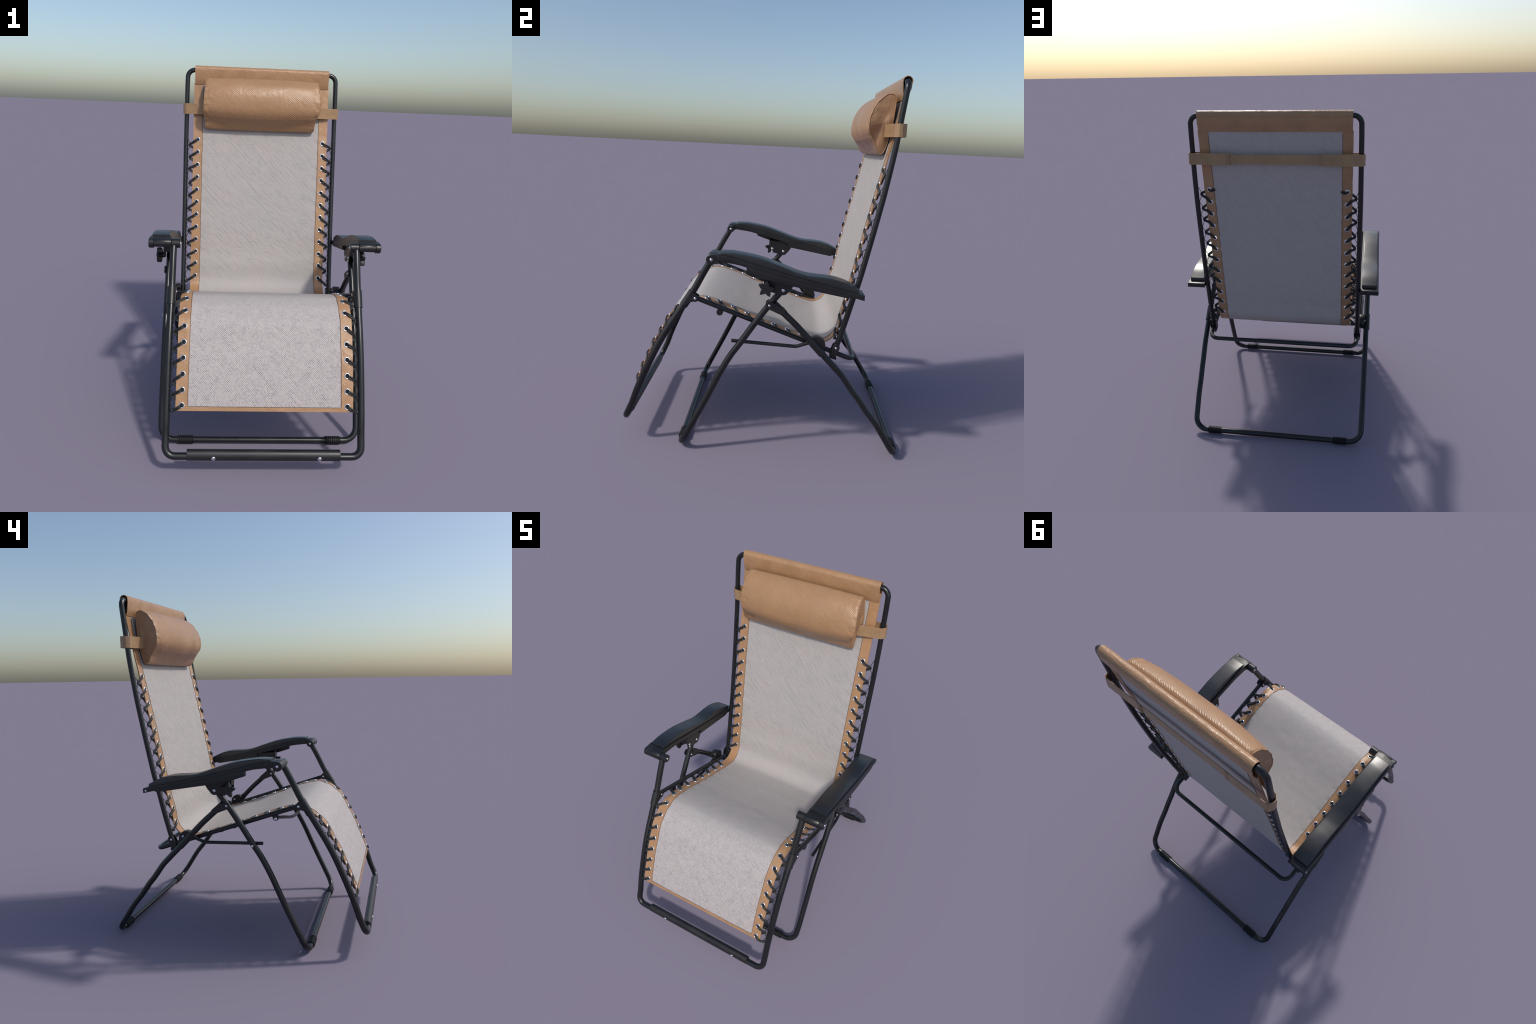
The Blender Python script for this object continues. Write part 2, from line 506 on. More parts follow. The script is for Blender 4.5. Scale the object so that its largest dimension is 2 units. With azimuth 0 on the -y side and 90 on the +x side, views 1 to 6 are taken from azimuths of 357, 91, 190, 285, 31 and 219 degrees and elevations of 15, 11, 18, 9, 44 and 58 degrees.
# backrest frame
bt_side = [(0.378, 0.585), (0.404, 0.680), (0.428, 0.772), (0.452, 0.872), (0.481, 0.985), (0.519, 1.170), (0.553, 1.345),
           (0.566, 1.415), (0.583, 1.520), (0.603, 1.650), (0.618, 1.785), (0.629, 1.880)]
bt = catmull(bt_side, 6)
BACK_SIDE = np.array([(XB if z < 1.5 else XB - 0.004 * (z - 1.5) / 0.35, y, z) for y, z in bt])
half = np.vstack([BACK_SIDE[:-1], fillet([(0.4725, 0.629, 1.880), (0.470, 0.6405, 1.9735), (0, 0.645, 1.976)], 0.068, 9)])
back = Geo().add(sweep(mirrored(half), R_BACK, 18)).obj("backrest_frame", ROOT, STEEL)

# bowed stretcher under the seat
sx = [(0.478, 0), (0.44, 0.004), (0.40, 0.012), (0.30, 0.036), (0.20, 0.062), (0.10, 0.080), (0.0, 0.087)]
pts = [(x, -0.236 - 0.35 * d, 0.761 - 0.93 * d) for x, d in sx]
pts = catmull(pts + [(-p[0], p[1], p[2]) for p in pts[-2::-1]], 5)
stretcher = Geo().add(sweep(pts, 0.0098, 14)).obj("stretcher_bar", ROOT, STEEL)

for S in (1, -1):
    # ---- lug that carries the stretcher
    lug = Geo().add(plate(capsule((-0.2365, 0.7655), (-0.231, 0.7785), 0.0168, 0.0155), 0.466, 0.482)).obj("lug", rail, PLASTIC, side=S)
    if S < 0:
        bolt(S * 0.4825, -0.236, 0.7605, 0.0100, S, rail)

    # ---- sleeve and lug holding the rail to the leg-rest frame
    i0 = np.argmin(np.abs(FRONT_SIDE[:, 2] - 0.874)); i1 = np.argmin(np.abs(FRONT_SIDE[:, 2] - 0.796))
    g = Geo().add(sweep(FRONT_SIDE[i0:i1 + 1], 0.0218, 22))
    for xa in (0.455, 0.494):
        g.add(plate([(-0.384, 0.872)] + arc(-0.366, 0.838, 0.0185, 72, -112, 12) + [(-0.424, 0.806)], xa - 0.0025, xa + 0.0025))
    g.obj("hinge_sleeve", footframe, PLASTIC, side=S)
    bolt(S * 0.4965, -0.365, 0.838, 0.0078, S, footframe)
    bolt(S * 0.4525, -0.365, 0.838, 0.0070, -S, footframe)

    # ---- hinge where the two legs cross
    d = nrm((0, 0.095 - 0.023, 0.812 - 0.852))
    g = Geo().add(sweep([(XL + 0.004, 0.046, 0.846), (XL + 0.004, 0.103, 0.795)], 0.0184, 22))
    for xa in (0.5110, 0.5535):
        g.add(plate(capsule((0.0235, 0.8395), (0.088, 0.8078), 0.0208, 0.0165), xa - 0.002, xa + 0.002))
    g.obj("hinge_collar", leg_b, PLASTIC, side=S)
    bolt(S * 0.5555, 0.023, 0.838, 0.0068, S, leg_b)
    bolt(S * 0.509, 0.023, 0.838, 0.0070, -S, leg_b)

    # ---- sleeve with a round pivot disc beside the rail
    j0 = np.argmin(np.abs(rl[:, 0] - 0.233)); j1 = np.argmin(np.abs(rl[:, 0] - 0.306))
    g = Geo().add(sweep([(XL + 0.003, y, z) for y, z in rl[j0:j1 + 1]], 0.0200, 22))
    g.add(plate(arc(0.2765, 0.6265, 0.0475, 136, -52, 26), 0.4865, 0.5225, 0.002))
    g.obj("pivot_disc", leg_b, PLASTIC, side=S)
    if S < 0:
        bolt(S * 0.523, 0.297, 0.641, 0.0078, S, leg_b)
    else:
        bolt(S * 0.486, 0.300, 0.640, 0.0078, -S, leg_b)

    # ---- clamp at the foot of the backrest
    g = Geo()
    for xa in (0.4585, 0.4955):
        g.add(plate(capsule((0.369, 0.573), (0.384, 0.612), 0.0175, 0.0185), xa - 0.0022, xa + 0.0022))
    g.add(loft_rect([(0.352, 0.459, 0.495, 0.553, 0.575), (0.388, 0.459, 0.495, 0.542, 0.561)], 0.004))
    g.obj("clamp", back, PLASTIC, side=S)
    bolt(S * 0.498, 0.382, 0.609, 0.0074, S, back)

    # ---- link bar from the pivot disc to the other leg
    P = fillet([(0.500, -0.168, 0.6225), (0.500, 0.172, 0.6085), (0.496, 0.252, 0.636)], 0.06, 7)
    Geo().add(sweep(P, R_LINK, 14)).obj("link_bar", ROOT, STEEL, side=S)
    if S < 0:
        bolt(S * 0.5485, -0.118, 0.617, 0.0080, S, leg_a)

# ------------------------------------------------------------------ armrests
tray_top = [(-0.285, 1.0955), (-0.233, 1.0975), (-0.16, 1.0825), (-0.085, 1.0625), (0.058, 1.0255), (0.20, 0.992), (0.33, 0.963), (0.461, 0.9355), (0.494, 0.9275)]
pad_top = [(-0.2365, 1.1050), (-0.20, 1.1065), (-0.16, 1.1055), (-0.09, 1.0960), (-0.02, 1.0815), (0.04, 1.0625), (0.10, 1.0420), (0.15, 1.0240), (0.20, 1.0115),
           (0.25, 1.0070), (0.30, 1.0040), (0.35, 0.9970), (0.40, 0.9825), (0.463, 0.9530)]
def interp(tab, y):
    t = np.array(tab)
    return float(np.interp(y, t[:, 0], t[:, 1]))
pad_curve = catmull(pad_top, 6)

for S in (1, -1):
    g = Geo()
    secs = []
    for y in np.linspace(-0.272, 0.494, 40):
        zt = interp(tray_top, y)
        th = 0.027 + 0.012 * max(0, 1 - (y + 0.272) / 0.14)
        secs.append((y, 0.4885, 0.600, zt - th, zt))
    g.add(loft_rect(secs, 0.0025, 3))
    g.add(rod(0.5745, 0.6022, -0.274, 1.0700, 0.0262, 0.003, 36))
    g.add(plate(arc(-0.274, 1.0700, 0.0262, 218, -38, 30), 0.4875, 0.5750, 0.001))
    # flanges below the tray (outer long, inner short)
    def flange(y0, y1, x0, x1):
        ss = []
        for y in np.linspace(y0, y1, 26):
            zt = interp(tray_top, y) - 0.020
            zb = np.interp(y, [-0.098, -0.016, 0.109, 0.425], [1.0135, 0.9865, 0.9600, 0.9075])
            rnd = max(0, 1 - (y1 - y) / 0.022)
            zb += 0.026 * (1 - math.sqrt(max(0, 1 - rnd * rnd)))
            ss.append((y, x0, x1, min(zb, zt - 0.002), zt))
        return loft_rect(ss, 0.0025, 3)
    g.add(flange(-0.098, 0.434, 0.5745, 0.6008))
    g.add(flange(0.12, 0.430, 0.4880, 0.5060))
    arm = g.obj("armrest", ROOT, PLASTIC, side=S)
    # cushion-shaped upper pad
    ss = []
    for i, (y, zt) in enumerate(pad_curve):
        e = min(1.0, (y + 0.2370) / 0.003, (0.4635 - y) / 0.003)
        inset = 0.002 * (1 - max(0, e))
        ss.append((y, 0.4975 + inset, 0.5905 - inset, interp(tray_top, y) - 0.006, max(zt, interp(tray_top, y) + 0.0012)))
    V, F = loft_rect(ss, 0.0048, 5)
    V = [(v[0], v[1], v[2] + 0.0008 * (1 - ((v[0] - 0.544) / 0.0465) ** 2) if v[2] > interp(tray_top, v[1]) + 0.002 else v[2]) for v in V]
    Geo().add((V, F)).obj("arm_pad", arm, PAD, 50, side=S)
    # embossed mark on the barrel
    g = Geo()
    for dx in (-0.008, 0.006):
        g.add(loft_rect([(-0.290 + 0.002, 0.545 + dx - 0.004, 0.545 + dx + 0.004, 1.086, 1.0932), (-0.272, 0.545 + dx - 0.004, 0.545 + dx + 0.004, 1.088, 1.0966), (-0.258, 0.545 + dx - 0.004, 0.545 + dx + 0.004, 1.09, 1.0984)], 0.001, 2))
    g.obj("embossed_mark", arm, PLASTIC, side=S)
    # knuckle on top of the leg-rest frame
    Geo().add(rod(0.4415, 0.4866, -0.274, 1.0700, 0.0236, 0.002, 32)).obj("knuckle", arm, PLASTIC, side=S)
    bolt(S * 0.6022, -0.274, 1.070, 0.0082, S, arm)
    bolt(S * 0.4415, -0.274, 1.070, 0.0078, -S, arm)
    # bracket: two cheeks and a web
    outline = [(-0.010, 0.998), (-0.010, 0.952)] + arc(0.018, 0.937, 0.028, 160, 225, 4) + [(0.052, 0.905)] + arc(0.089, 0.923, 0.0262, 235, 325, 8) + [(0.132, 0.934), (0.147, 0.962), (0.142, 0.985)]
    g = Geo()
    for xa in (0.506, 0.556):
        g.add(plate(outline, xa - 0.002, xa + 0.002))
    g.add(loft_rect([(-0.0105, 0.5055, 0.5565, 0.953, 1.030), (-0.0060, 0.5055, 0.5565, 0.951, 1.030)], 0.001, 2))
    g.obj("bracket", arm, PLASTIC, side=S)
    bolt(S * 0.558, 0.089, 0.923, 0.0100, S, arm)
    bolt(S * 0.504, 0.089, 0.923, 0.0090, -S, arm)
    bolt(S * 0.504, 0.012, 0.938, 0.0090, -S, arm)
    bolt(S * 0.504, 0.012, 0.9185, 0.0070, -S, arm)
    # star-shaped locking knob
    star = []
    n = 60
    for i in range(n):
        a = TAU * i / n + math.radians(80 if S > 0 else 98)
        u = (i % 12) / 12.0
        c = abs(u - 0.5) * 2
        star.append((0.004 + (0.0240 + 0.0205 * c ** 1.35) * math.cos(a), 0.933 + (0.0240 + 0.0205 * c ** 1.35) * math.sin(a)))
    g = Geo().add(plate(star, 0.5650, 0.5950, 0.0055)).add(rod(0.556, 0.568, 0.004, 0.933, 0.015, 0.001))
    g.obj("knob", arm, PLASTIC, 50, side=S)
    # screw boss at the rear tip
    if S < 0:
        bolt(S * 0.600, 0.478, 0.915, 0.0064, S, arm)

# ------------------------------------------------------------------ sling
prof = [(0.6405, 1.905), (0.6365, 1.880), (0.6170, 1.780), (0.5920, 1.660), (0.5680, 1.549), (0.5510, 1.471), (0.5345, 1.393), (0.5180, 1.316), (0.5015, 1.238), (0.4860, 1.160),
        (0.4705, 1.083), (0.4550, 1.004), (0.4405, 0.927), (0.4245, 0.849), (0.4050, 0.775), (0.3910, 0.695), (0.3720, 0.655), (0.3420, 0.626),
        (0.3020, 0.6135), (0.2500, 0.6235), (0.1970, 0.642), (0.1240, 0.667), (0.0480, 0.692), (-0.0240, 0.719), (-0.0980, 0.747),
        (-0.1730, 0.778), (-0.2500, 0.805), (-0.3130, 0.8205), (-0.3530, 0.8215), (-0.3900, 0.8105), (-0.4300, 0.7935), (-0.4620, 0.7690), (-0.4900, 0.745), (-0.5135, 0.713), (-0.5500, 0.644),
        (-0.5870, 0.578), (-0.6180, 0.507), (-0.6470, 0.439), (-0.6730, 0.371), (-0.6815, 0.3465)]
PF = catmull(prof, 14)
SEG = np.linalg.norm(np.diff(PF, axis=0), axis=1)
ARC = np.concatenate([[0], np.cumsum(SEG)])
LEN = float(ARC[-1])
def at(s):
    """point, tangent and outward normal of the sling profile at arc length s"""
    y, z = np.interp(s, ARC, PF[:, 0]), np.interp(s, ARC, PF[:, 1])
    e = 0.004
    a, b_ = max(0, s - e), min(LEN, s + e)
    t = nrm((np.interp(b_, ARC, PF[:, 0]) - np.interp(a, ARC, PF[:, 0]), np.interp(b_, ARC, PF[:, 1]) - np.interp(a, ARC, PF[:, 1])))
    return np.array((0, y, z)), np.array((0, t[0], t[1])), np.array((0, t[1], -t[0]))
def s_of(y, z):
    return float(ARC[np.argmin((PF[:, 0] - y) ** 2 + (PF[:, 1] - z) ** 2)])

back_eyes = [s_of(*p) for p in prof[4:16]]
seat_eyes = [s_of(*p) for p in prof[20:28]]
foot_eyes = [s_of(*p) for p in ((-0.390, 0.8105), (-0.459, 0.7740), (-0.5135, 0.713), (-0.550, 0.644), (-0.587, 0.578), (-0.618, 0.507), (-0.647, 0.439), (-0.673, 0.371))]
EYES = back_eyes + seat_eyes + foot_eyes
SEAT0, SEAT1 = seat_eyes[0] - 0.06, foot_eyes[0] + 0.0
XI, XE, XO = 0.3725, 0.4010, 0.4300

def drop(x, s):
    """the seat edging is pulled down towards the rails"""
    k_ = min(1.0, max(0.0, (s - SEAT0) / 0.08), max(0.0, (SEAT1 - s) / 0.06))
    return k_ * float(np.interp(abs(x), [0.0, 0.372, 0.401, 0.432], [-0.006, -0.004, -0.001, -0.013]))

def ripple(x, s):
    """shallow puckers of the cloth, drawn in beside every eyelet"""
    near = min(abs(s - q) for q in EYES)
    ed = max(0.0, 1 - (0.375 - abs(x)) / 0.045)
    v = Vector((x * 5, s * 5, 0.3))
    return 0.0022 * (noise.noise(v)) * (1 - ed * 0.6) - 0.0022 * ed * math.exp(-(near / 0.016) ** 2) + 0.0008 * noise.noise(Vector((x * 22, s * 22, 4)))

sling = None
ns, nx = 470, 84
S_ = np.linspace(0.012, LEN - 0.0195, ns)
X_ = np.linspace(-0.3735, 0.3735, nx)
G, N = [], []
for s in S_:
    p, t, n_ = at(s)
    G.append([p + np.array((x, 0, 0)) + n_ * (ripple(x, s) + drop(x, s)) for x in X_])
    N.append([n_] * nx)
sling = Geo().add(slab(G, N, 0.0045)).obj("sling", ROOT, MESH, 60)

# hem at the foot end
SH = np.linspace(LEN - 0.021, LEN, 8); XH = np.linspace(-0.3730, 0.3730, 60)
G, N = [], []
for s in SH:
    p, t, n_ = at(s)
    G.append([p + np.array((x, 0, 0)) + n_ * 0.0012 * noise.noise(Vector((x * 30, s * 20, 1))) for x in XH]); N.append([n_] * len(XH))
Geo().add(slab(G, N, 0.0062)).obj("hem", sling, TAN, 60)
# stitched lines
def seam_path(x, s0, s1, off, step=0.006):
    out = []
    for s in np.arange(s0, s1, step):
        p, t, n_ = at(s)
        out.append(p + np.array((x, 0, 0)) + n_ * (off + drop(x, s)))
    return out
g = Geo()
for x in (-XI, XI):
    for off in (0.0032, -0.0032):
        g.add(sweep(seam_path(x, 0.03, LEN - 0.0195, off), 0.0013, 6))
p, t, n_ = at(LEN - 0.0205)
g.add(sweep([p + np.array((x, 0, 0)) + n_ * 0.0034 for x in np.linspace(-XI, XI, 40)], 0.0013, 6))
g.obj("stitching", sling, STITCH, kind="stuff")

# edge strips with real holes at the eyelets
def strip(side):
    V, F = [], []
    hw = 0.0205
    rows = sorted(set([0.010] + [e - hw for e in EYES] + [e + hw for e in EYES] + [LEN]))
    def put(x, s, bulge=0.0):
        p, t, n_ = at(s)
        wob = drop(x, s) + 0.0012 * noise.noise(Vector((s * 28, x * 30, side * 3.0))) + bulge
        ex = 0.0016 * noise.noise(Vector((s * 18, 7.0, side * 2.0))) if x > 0.42 else 0.0
        return (side * (x + ex), p, n_, wob)
    pts, quads = [], []
    cache = {}
    def vid(x, s):
        key = (round(x, 5), round(s, 5))
        if key not in cache:
            cache[key] = len(pts); pts.append(put(x, s))
        return cache[key]
    cols = [XI - 0.002, XI + 0.006, XE - 0.0145, XE - 0.007, XE, XE + 0.007, XE + 0.0145, XO - 0.006, XO]
    eyeset = [(e - hw, e + hw, e) for e in EYES]
    def plain(s0, s1):
        n = max(1, int(round((s1 - s0) / 0.011)))
        ss = [s0 + (s1 - s0) * i / n for i in range(n + 1)]
        for i in range(n):
            for j in range(len(cols) - 1):
                quads.append((vid(cols[j], ss[i]), vid(cols[j + 1], ss[i]), vid(cols[j + 1], ss[i + 1]), vid(cols[j], ss[i + 1])))
    edges = []
    cur = 0.010
    for s0, s1, e in sorted(eyeset):
        s0 = max(s0, cur); s1 = min(s1, LEN)
        plain(cur, s0)
        # square with a round hole
        ss = [s0, e - 0.007, e + 0.007, s1]
        lo, hi = 0, len(cols) - 1
        border = [(cols[j], s0) for j in range(lo, hi)] + [(cols[hi], q) for q in ss[:-1]] + [(cols[j], s1) for j in range(hi, lo, -1)] + [(cols[lo], q) for q in ss[:0:-1]]
        nb = len(border)
        prev = [vid(*b_) for b_ in border]
        for f, rr in ((0.5, None), (1.0, 0.0120)):
            ring = []
            for (bx, bs) in border:
                a = math.atan2(bs - e, bx - XE)
                cx, cs = XE + 0.0120 * math.cos(a), e + 0.0120 * math.sin(a)
                if rr is None:
                    cx, cs = (bx * 0.45 + cx * 0.55), (bs * 0.45 + cs * 0.55)
                pts.append(put(cx, cs)); ring.append(len(pts) - 1)
            for i in range(nb):
                quads.append((prev[i], prev[(i + 1) % nb], ring[(i + 1) % nb], ring[i]))
            prev = ring
        edges.append(prev)
        cur = s1
    plain(cur, LEN) if LEN - cur > 0.001 else None
    th = 0.0058
    n0 = len(pts)
    V = [tuple(np.array((x, 0, 0)) + p + n_ * (w_ + th / 2)) for x, p, n_, w_ in pts] + [tuple(np.array((x, 0, 0)) + p + n_ * (w_ - th / 2)) for x, p, n_, w_ in pts]
    F = list(quads) + [tuple(n0 + i for i in q[::-1]) for q in quads]
    count = {}
    for q in quads:
        for i in range(4):
            a, b_ = q[i], q[(i + 1) % 4]
            count[(a, b_)] = 1
    for a, b_ in list(count):
        if (b_, a) not in count:
            F.append((a, b_, n0 + b_, n0 + a))
    return V, F
for S in (1, -1):
    Geo().add(strip(S)).obj("edge_strip", sling, TAN, 50)

# eyelets
EY = make_mesh("eyelet", *lathe([(0.0096, -0.0040), (0.0096, 0.0036), (0.0106, 0.0050), (0.0124, 0.0054), (0.0146, 0.0046), (0.0154, 0.0032),
                                   (0.0154, -0.0032), (0.0146, -0.0046), (0.0124, -0.0053), (0.0106, -0.0048)], (0, 0, 0), (0, 0, 1), 28, closed=True), angle=60)
EY.materials.append(CHROME)
for S in (1, -1):
    for e in EYES:
        p, t, n_ = at(e)
        ob = add_obj("eyelet", EY, sling)
        z_ = nrm(n_ + np.array((S * (drop(XE - .01, e) - drop(XE + .01, e)) / 0.02 + random.uniform(-.06, .06), 0, 0)) + t * random.uniform(-.06, .06)); x_ = nrm(np.array((1, 0, 0)) - z_ * z_[0]); y_ = np.cross(z_, x_)
        mtx = Matrix.Identity(4)
        for r_ in range(3):
            mtx[r_][0], mtx[r_][1], mtx[r_][2] = x_[r_], y_[r_], z_[r_]
        p = p + n_ * drop(XE, e)
        mtx.translation = (S * XE, p[1], p[2])
        ob.matrix_local = mtx

# lacing: doubled elastic cord from eyelet to eyelet, hooked to a thin cord on the tube
def nearest(side_path, p):
    dd = (side_path[:, 1] - p[1]) ** 2 + (side_path[:, 2] - p[2]) ** 2
    return side_path[np.argmin(dd)]
def densify(path, n=240):
    P = np.asarray(path, float)
    L = np.concatenate([[0], np.cumsum(np.linalg.norm(np.diff(P, axis=0), axis=1))])
    q = np.linspace(0, L[-1], n)
    return np.stack([np.interp(q, L, P[:, i]) for i in range(3)], 1)
TUBES = (densify(BACK_SIDE), densify(RAIL_SIDE), densify(FRONT_SIDE))
rng = random.Random(31)
for S in (1, -1):
    thin = Geo()
    for eyes, tube, rt in ((back_eyes, TUBES[0], R_BACK), (seat_eyes, TUBES[1], R_RAIL), (foot_eyes, TUBES[2], R_FRAME)):
        path, tips = [], []
        m_ = len(eyes)
        if eyes is seat_eyes:
            eyes = eyes[::-1]
        def pt(x, s, off):
            p, t, n_ = at(min(max(s, 0), LEN - 1e-4))
            return np.array((x, 0, 0)) + p + n_ * (off + drop(x, s))
        for i, e in enumerate(eyes):
            pitch = (eyes[i + 1] - e) if i + 1 < m_ else (e - eyes[i - 1])
            dl = pitch * rng.uniform(0.36, 0.58)
            last = i == m_ - 1
            p0, t0, n0 = at(min(e + dl, LEN - 1e-4))
            tp = nearest(tube, p0)
            # hook point: part of the way from the cloth edge to the tube
            fr = rng.uniform(0.45, 0.75)
            tip = p0 * (1 - fr * 0.55) + np.array((0, tp[1], tp[2])) * fr * 0.55
            tip[0] = 0.4565 - R_FRAME + R_BACK - rng.uniform(0.0, 0.006) if rt > 0.017 else 0.4575 - rng.uniform(0, 0.006)
            if i == 0:
                path += [pt(XE - 0.034, e - 0.004, -0.0085), pt(XE - 0.014, e + 0.005, -0.0090)]
            path += [pt(XE - 0.001, e + 0.001, -0.008), pt(XE + 0.003, e + dl * 0.07, 0.0), pt(XE + 0.009, e + dl * 0.18, 0.0085),
                     pt(XO - 0.002, e + dl * 0.52, 0.0070), tip]
            tips.append(tip)
            if not last:
                path += [pt(XO - 0.001, e + dl + (pitch - dl) * 0.35, -0.0085), pt(XE + 0.010, e + dl + (pitch - dl) * 0.75, -0.0095)]
        C = catmull(path, 5)
        T = np.gradient(C, axis=0)
        g = Geo()
        for sgn in (-1, 1):
            Q = []
            for i in range(len(C)):
                tt = nrm(T[i])
                s_here = np.argmin((PF[:, 0] - C[i][1]) ** 2 + (PF[:, 1] - C[i][2]) ** 2)
                nn = at(ARC[s_here])[2]
                w_ = np.cross(tt, nn)
                w_ = nrm(w_) if np.linalg.norm(w_) > 0.25 else np.array((0, 0, 0.6))
                Q.append(C[i] + w_ * sgn * 0.0042 + nn * 0.0006 * math.sin(i * 0.9 + sgn))
            Q = np.array(Q)
            for _ in range(2):
                Q[1:-1] = (Q[:-2] + 2 * Q[1:-1] + Q[2:]) / 4
            g.add(sweep(Q, 0.0041, 7))
        # knots at the two ends
        V, F = lathe([(0.002, -0.009), (0.007, -0.0065), (0.0095, 0), (0.007, 0.0065), (0.002, 0.009)], tips[-1], (0.5, 0.4, 0.8), 10)
        g.add((V, F))
        g.obj("lace", sling, CORD, 60, side=S)
        # thin zig-zag cord to the tube
        z = []
        ends = [tips[0] + (tips[0] - tips[1]) * 0.5] + [(a + b_) / 2 for a, b_ in zip(tips[:-1], tips[1:])]
        for a, tip in zip(ends, tips):
            tp = nearest(tube, a)
            anchor = tp + np.array((-rt * 0.92, 0, 0)) + nrm(np.array((0, a[1] - tp[1], a[2] - tp[2]))) * rt * 0.35
            z += [anchor, tip + np.array((-0.006, 0, 0))]
        tp = nearest(tube, tips[-1]); z.append(tp + np.array((-rt * 0.9, 0, 0)))
        Z = catmull(z, 5)
        thin.add(sweep(Z, 0.0019, 6))
    thin.obj("thin_cord", sling, CORD, kind="stuff", side=S)

# head-end sleeve folded over the top tube
c = np.array((0.6445, 1.9765))
loop = [(0.6330, 1.8880), (0.6265, 1.9150), (0.6228, 1.9450), (0.6215, 1.9700)] + \
       [(c[0] + 0.0232 * math.cos(math.radians(a)), c[1] + 0.0232 * math.sin(math.radians(a))) for a in range(165, -31, -15)] + \
       [(0.6625, 1.9400), (0.6540, 1.9150), (0.6440, 1.8880)]
L2 = catmull(loop, 4)
X2 = np.linspace(-0.425, 0.425, 120)
G, N = [], []
for i in range(len(L2)):
    t = nrm(L2[min(i + 1, len(L2) - 1)] - L2[max(i - 1, 0)])
    n_ = np.array((0, -t[1], t[0]))
    row, nr = [], []
    for x in X2:
        w_ = 0.0006 * noise.noise(Vector((x * 24, i * 0.22, 3))) + 0.0005 * noise.noise(Vector((x * 60, i * 0.5, 9)))
        row.append(np.array((x, L2[i][0], L2[i][1])) + n_ * w_); nr.append(n_)
    G.append(row); N.append(nr)
g = Geo().add(slab(G, N, 0.0032))
head = g.obj("head_sleeve", sling, TAN, 60)

# ------------------------------------------------------------------ pillow
D = [(0.6000, 1.9200), (0.5820, 1.9245), (0.5620, 1.9180), (0.5330, 1.8960), (0.5060, 1.8620), (0.4880, 1.8200), (0.4800, 1.7750), (0.4810, 1.7380),
     (0.4950, 1.7060), (0.5180, 1.6720), (0.5340, 1.6400), (0.5460, 1.6220), (0.5580, 1.6165), (0.5700, 1.6240), (0.5830, 1.6620), (0.5930, 1.7180),
     (0.6010, 1.7800), (0.6075, 1.8450), (0.6105, 1.8900), (0.6080, 1.9110)]
Dc = np.array(D + D[:3]); Q = catmull(Dc, 16)[16:16 + 16 * len(D)]
QL = np.concatenate([[0], np.cumsum(np.linalg.norm(np.diff(Q, axis=0), axis=1))])
cen = Q.mean(0)
nq = len(Q)
xs = list(np.linspace(0, 1, 15) ** 1.6 * 0.10)
ts = sorted(set([-1 + a for a in xs] + list(np.linspace(-0.9, 0.9, 260)) + [1 - a for a in xs]))
def x_end(q, side):
    y, z = q
    mid = math.exp(-((z - 1.76) / 0.10) ** 2)
    if side < 0:
        return -(0.3520 + 0.011 * mid)
    low = 1 / (1 + math.exp((z - 1.715) / 0.012))
    return 0.3490 + 0.014 * math.exp(-((z - 1.79) / 0.09) ** 2) - 0.016 * low
V, F = [], []
for t in ts:
    e = 1 - abs(t)
    sc = 1 - 0.035 * max(0, 1 - e / 0.03) ** 2 + 0.012 * math.sin(math.pi * (t + 1) / 2)
    for i, q in enumerate(Q):
        x0, x1 = x_end(q, -1), x_end(q, 1)
        x = x0 + (x1 - x0) * (t + 1) / 2
        r = q - cen
        nearend = math.exp(-(e / 0.10) ** 2)
        v = Vector((x * 13, q[0] * 13, q[1] * 13))
        v2 = Vector((x * 34, q[0] * 34, q[1] * 34))
        # woven ribs running diagonally round the roll
        warp = 0.022 * noise.noise(Vector((x * 4.5, QL[i] * 4.5, 2.0))) + 0.004 * noise.noise(Vector((x * 16, QL[i] * 16, 5.0)))
        rib = math.sin(TAU * (x * 0.62 - (QL[i] + warp) * 0.86) / 0.0088)
        amp = 0.00050 * (0.35 + 1.3 * max(0, min(1, 0.5 + 1.6 * noise.noise(Vector((x * 7, QL[i] * 7, 8.0))))))
        amp *= min(1.0, e / 0.04)
        w_ = 0.0005 * noise.noise(v) + 0.0050 * nearend * noise.noise(v2) + 0.0015 * math.exp(-(e / 0.07) ** 2) * noise.noise(Vector((x * 40, QL[i] * 75, 1.0))) + 0.0006 * noise.noise(v2 * 1.7) + amp * rib
        flat = 1.0 if q[0] < 0.58 else 0.25
        # the stuffing pushes the front out between the two ends
        belly = 0.019 * (1 - abs(t) ** 3.2) * max(0.0, min(1.0, (0.600 - q[0]) / 0.085)) * max(0.0, min(1.0, (q[1] - 1.635) / 0.07))
        p = cen + r * sc + nrm(r) * (w_ * flat + belly)
        V.append((x, p[0], p[1]))
nt_ = len(ts)
for i in range(nt_ - 1):
    for j in range(nq):
        F.append((i * nq + j, i * nq + (j + 1) % nq, (i + 1) * nq + (j + 1) % nq, (i + 1) * nq + j))
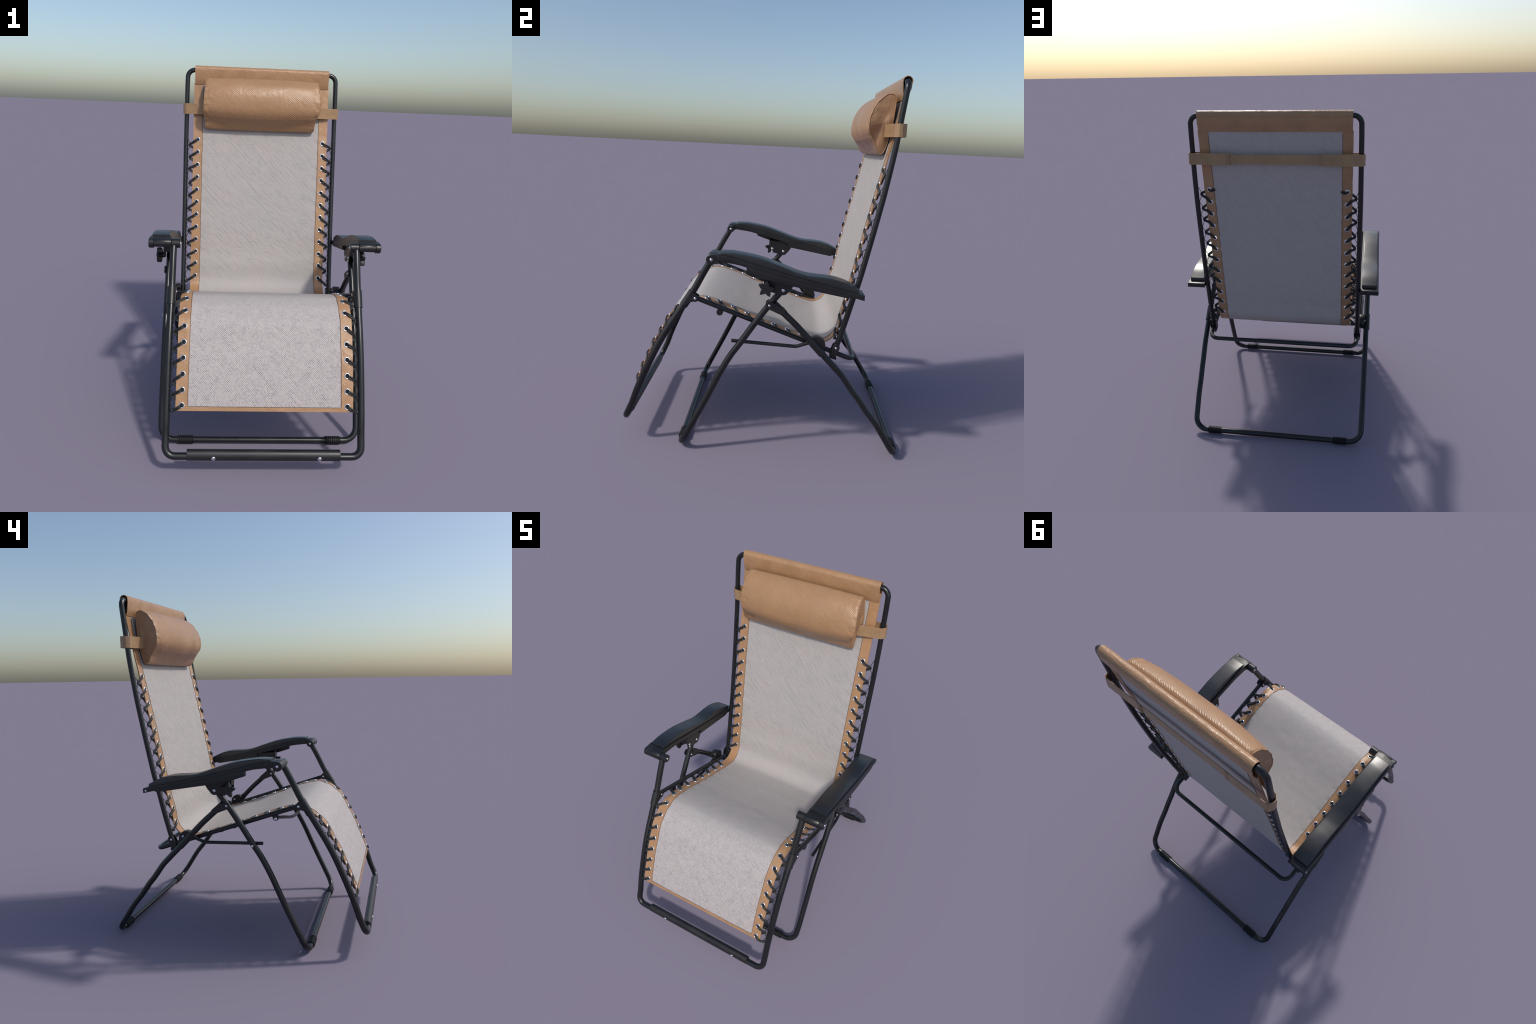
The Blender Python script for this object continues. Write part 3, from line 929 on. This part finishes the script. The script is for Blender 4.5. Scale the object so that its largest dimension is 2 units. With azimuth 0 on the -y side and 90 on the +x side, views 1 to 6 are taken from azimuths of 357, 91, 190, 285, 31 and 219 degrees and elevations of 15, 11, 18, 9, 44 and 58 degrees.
for base, side in ((0, -1), ((nt_ - 1) * nq, 1)):
    prev = [base + j for j in range(nq)]
    for ring in range(1, 9):
        f = 1 - ring / 9
        cur = []
        for j in range(nq):
            bx, by, bz = V[base + j]
            y, z = cen[0] + (by - cen[0]) * f, cen[1] + (bz - cen[1]) * f
            bul = (0.007 * (1 - f * f)) * side
            dent = 0.010 * math.exp(-(((y - 0.523) / 0.028) ** 2 + ((z - 1.725) / 0.035) ** 2)) if side > 0 else 0.0
            xm = (bx * f + (side * 0.352) * (1 - f)) + bul - dent + 0.0025 * noise.noise(Vector((y * 30, z * 30, side)))
            V.append((xm, y, z)); cur.append(len(V) - 1)
        for j in range(nq):
            F.append((prev[j], prev[(j + 1) % nq], cur[(j + 1) % nq], cur[j]))
        prev = cur
    F.append(tuple(prev))
pil_V = V
pillow = Geo().add((V, F)).obj("pillow", ROOT, TANPIL, 55)
# piping round both ends
g = Geo()
for base in (0, (nt_ - 1) * nq):
    ring = np.array([pil_V[base + j] for j in range(0, nq, 4)])
    cc = ring.mean(0)
    ring = ring + np.array([nrm((0, r_[1] - cc[1], r_[2] - cc[2])) * 0.0008 for r_ in ring])
    g.add(sweep(ring, 0.0024, 8, closed=True))
g.obj("piping", pillow, TAN, 60)

# stitches that close the straps behind the back
g = Geo()
for sx_ in (-1, 1):
    for dx in (0.2560, 0.2680):
        for i in range(7):
            zc = 1.7095 + i * 0.0089
            g.add(sweep([(sx_ * dx, 0.6489, zc - 0.0028), (sx_ * dx, 0.6492, zc), (sx_ * dx, 0.6489, zc + 0.0028)], 0.0009, 6))
g.obj("stitching", pillow, STITCH, kind="stuff")

# straps round the frame
def band(path, z0, z1, th, nz=8, seed=0):
    P = np.asarray(path, float)
    G, N = [], []
    for i in range(len(P)):
        t = nrm(P[min(i + 1, len(P) - 1)] - P[max(i - 1, 0)])
        n_ = np.array((t[1], -t[0], 0))
        G.append([np.array((P[i][0], P[i][1], z)) + n_ * 0.0007 * noise.noise(Vector((P[i][0] * 40, z * 50, seed))) for z in np.linspace(z0, z1, nz)])
        N.append([n_] * nz)
    return slab(G, N, th)
def refine(P, step=0.008):
    out = [P[0]]
    for a, b_ in zip(P[:-1], P[1:]):
        n = max(1, int(np.linalg.norm(np.array(b_) - np.array(a)) / step))
        out += [np.array(a) + (np.array(b_) - np.array(a)) * i / n for i in range(1, n + 1)]
    return out
for S in (1, -1):
    P = fillet([(0.335, 0.5600), (0.4780, 0.5915), (0.4955, 0.6090), (0.4955, 0.6250), (0.4840, 0.6470), (0.2515, 0.6470)], [0.006, 0.006, 0.006, 0.006], 4)
    Geo().add(band(refine(P), 1.7045, 1.7690, 0.0034, 8, S)).obj("strap", pillow, TANSTRAP, 50, side=S)
Geo().add(band(refine([(0.275, 0.6436), (-0.275, 0.6436)]), 1.7105, 1.7630, 0.0030, 8, 5)).obj("strap", pillow, TANSTRAP, 50)
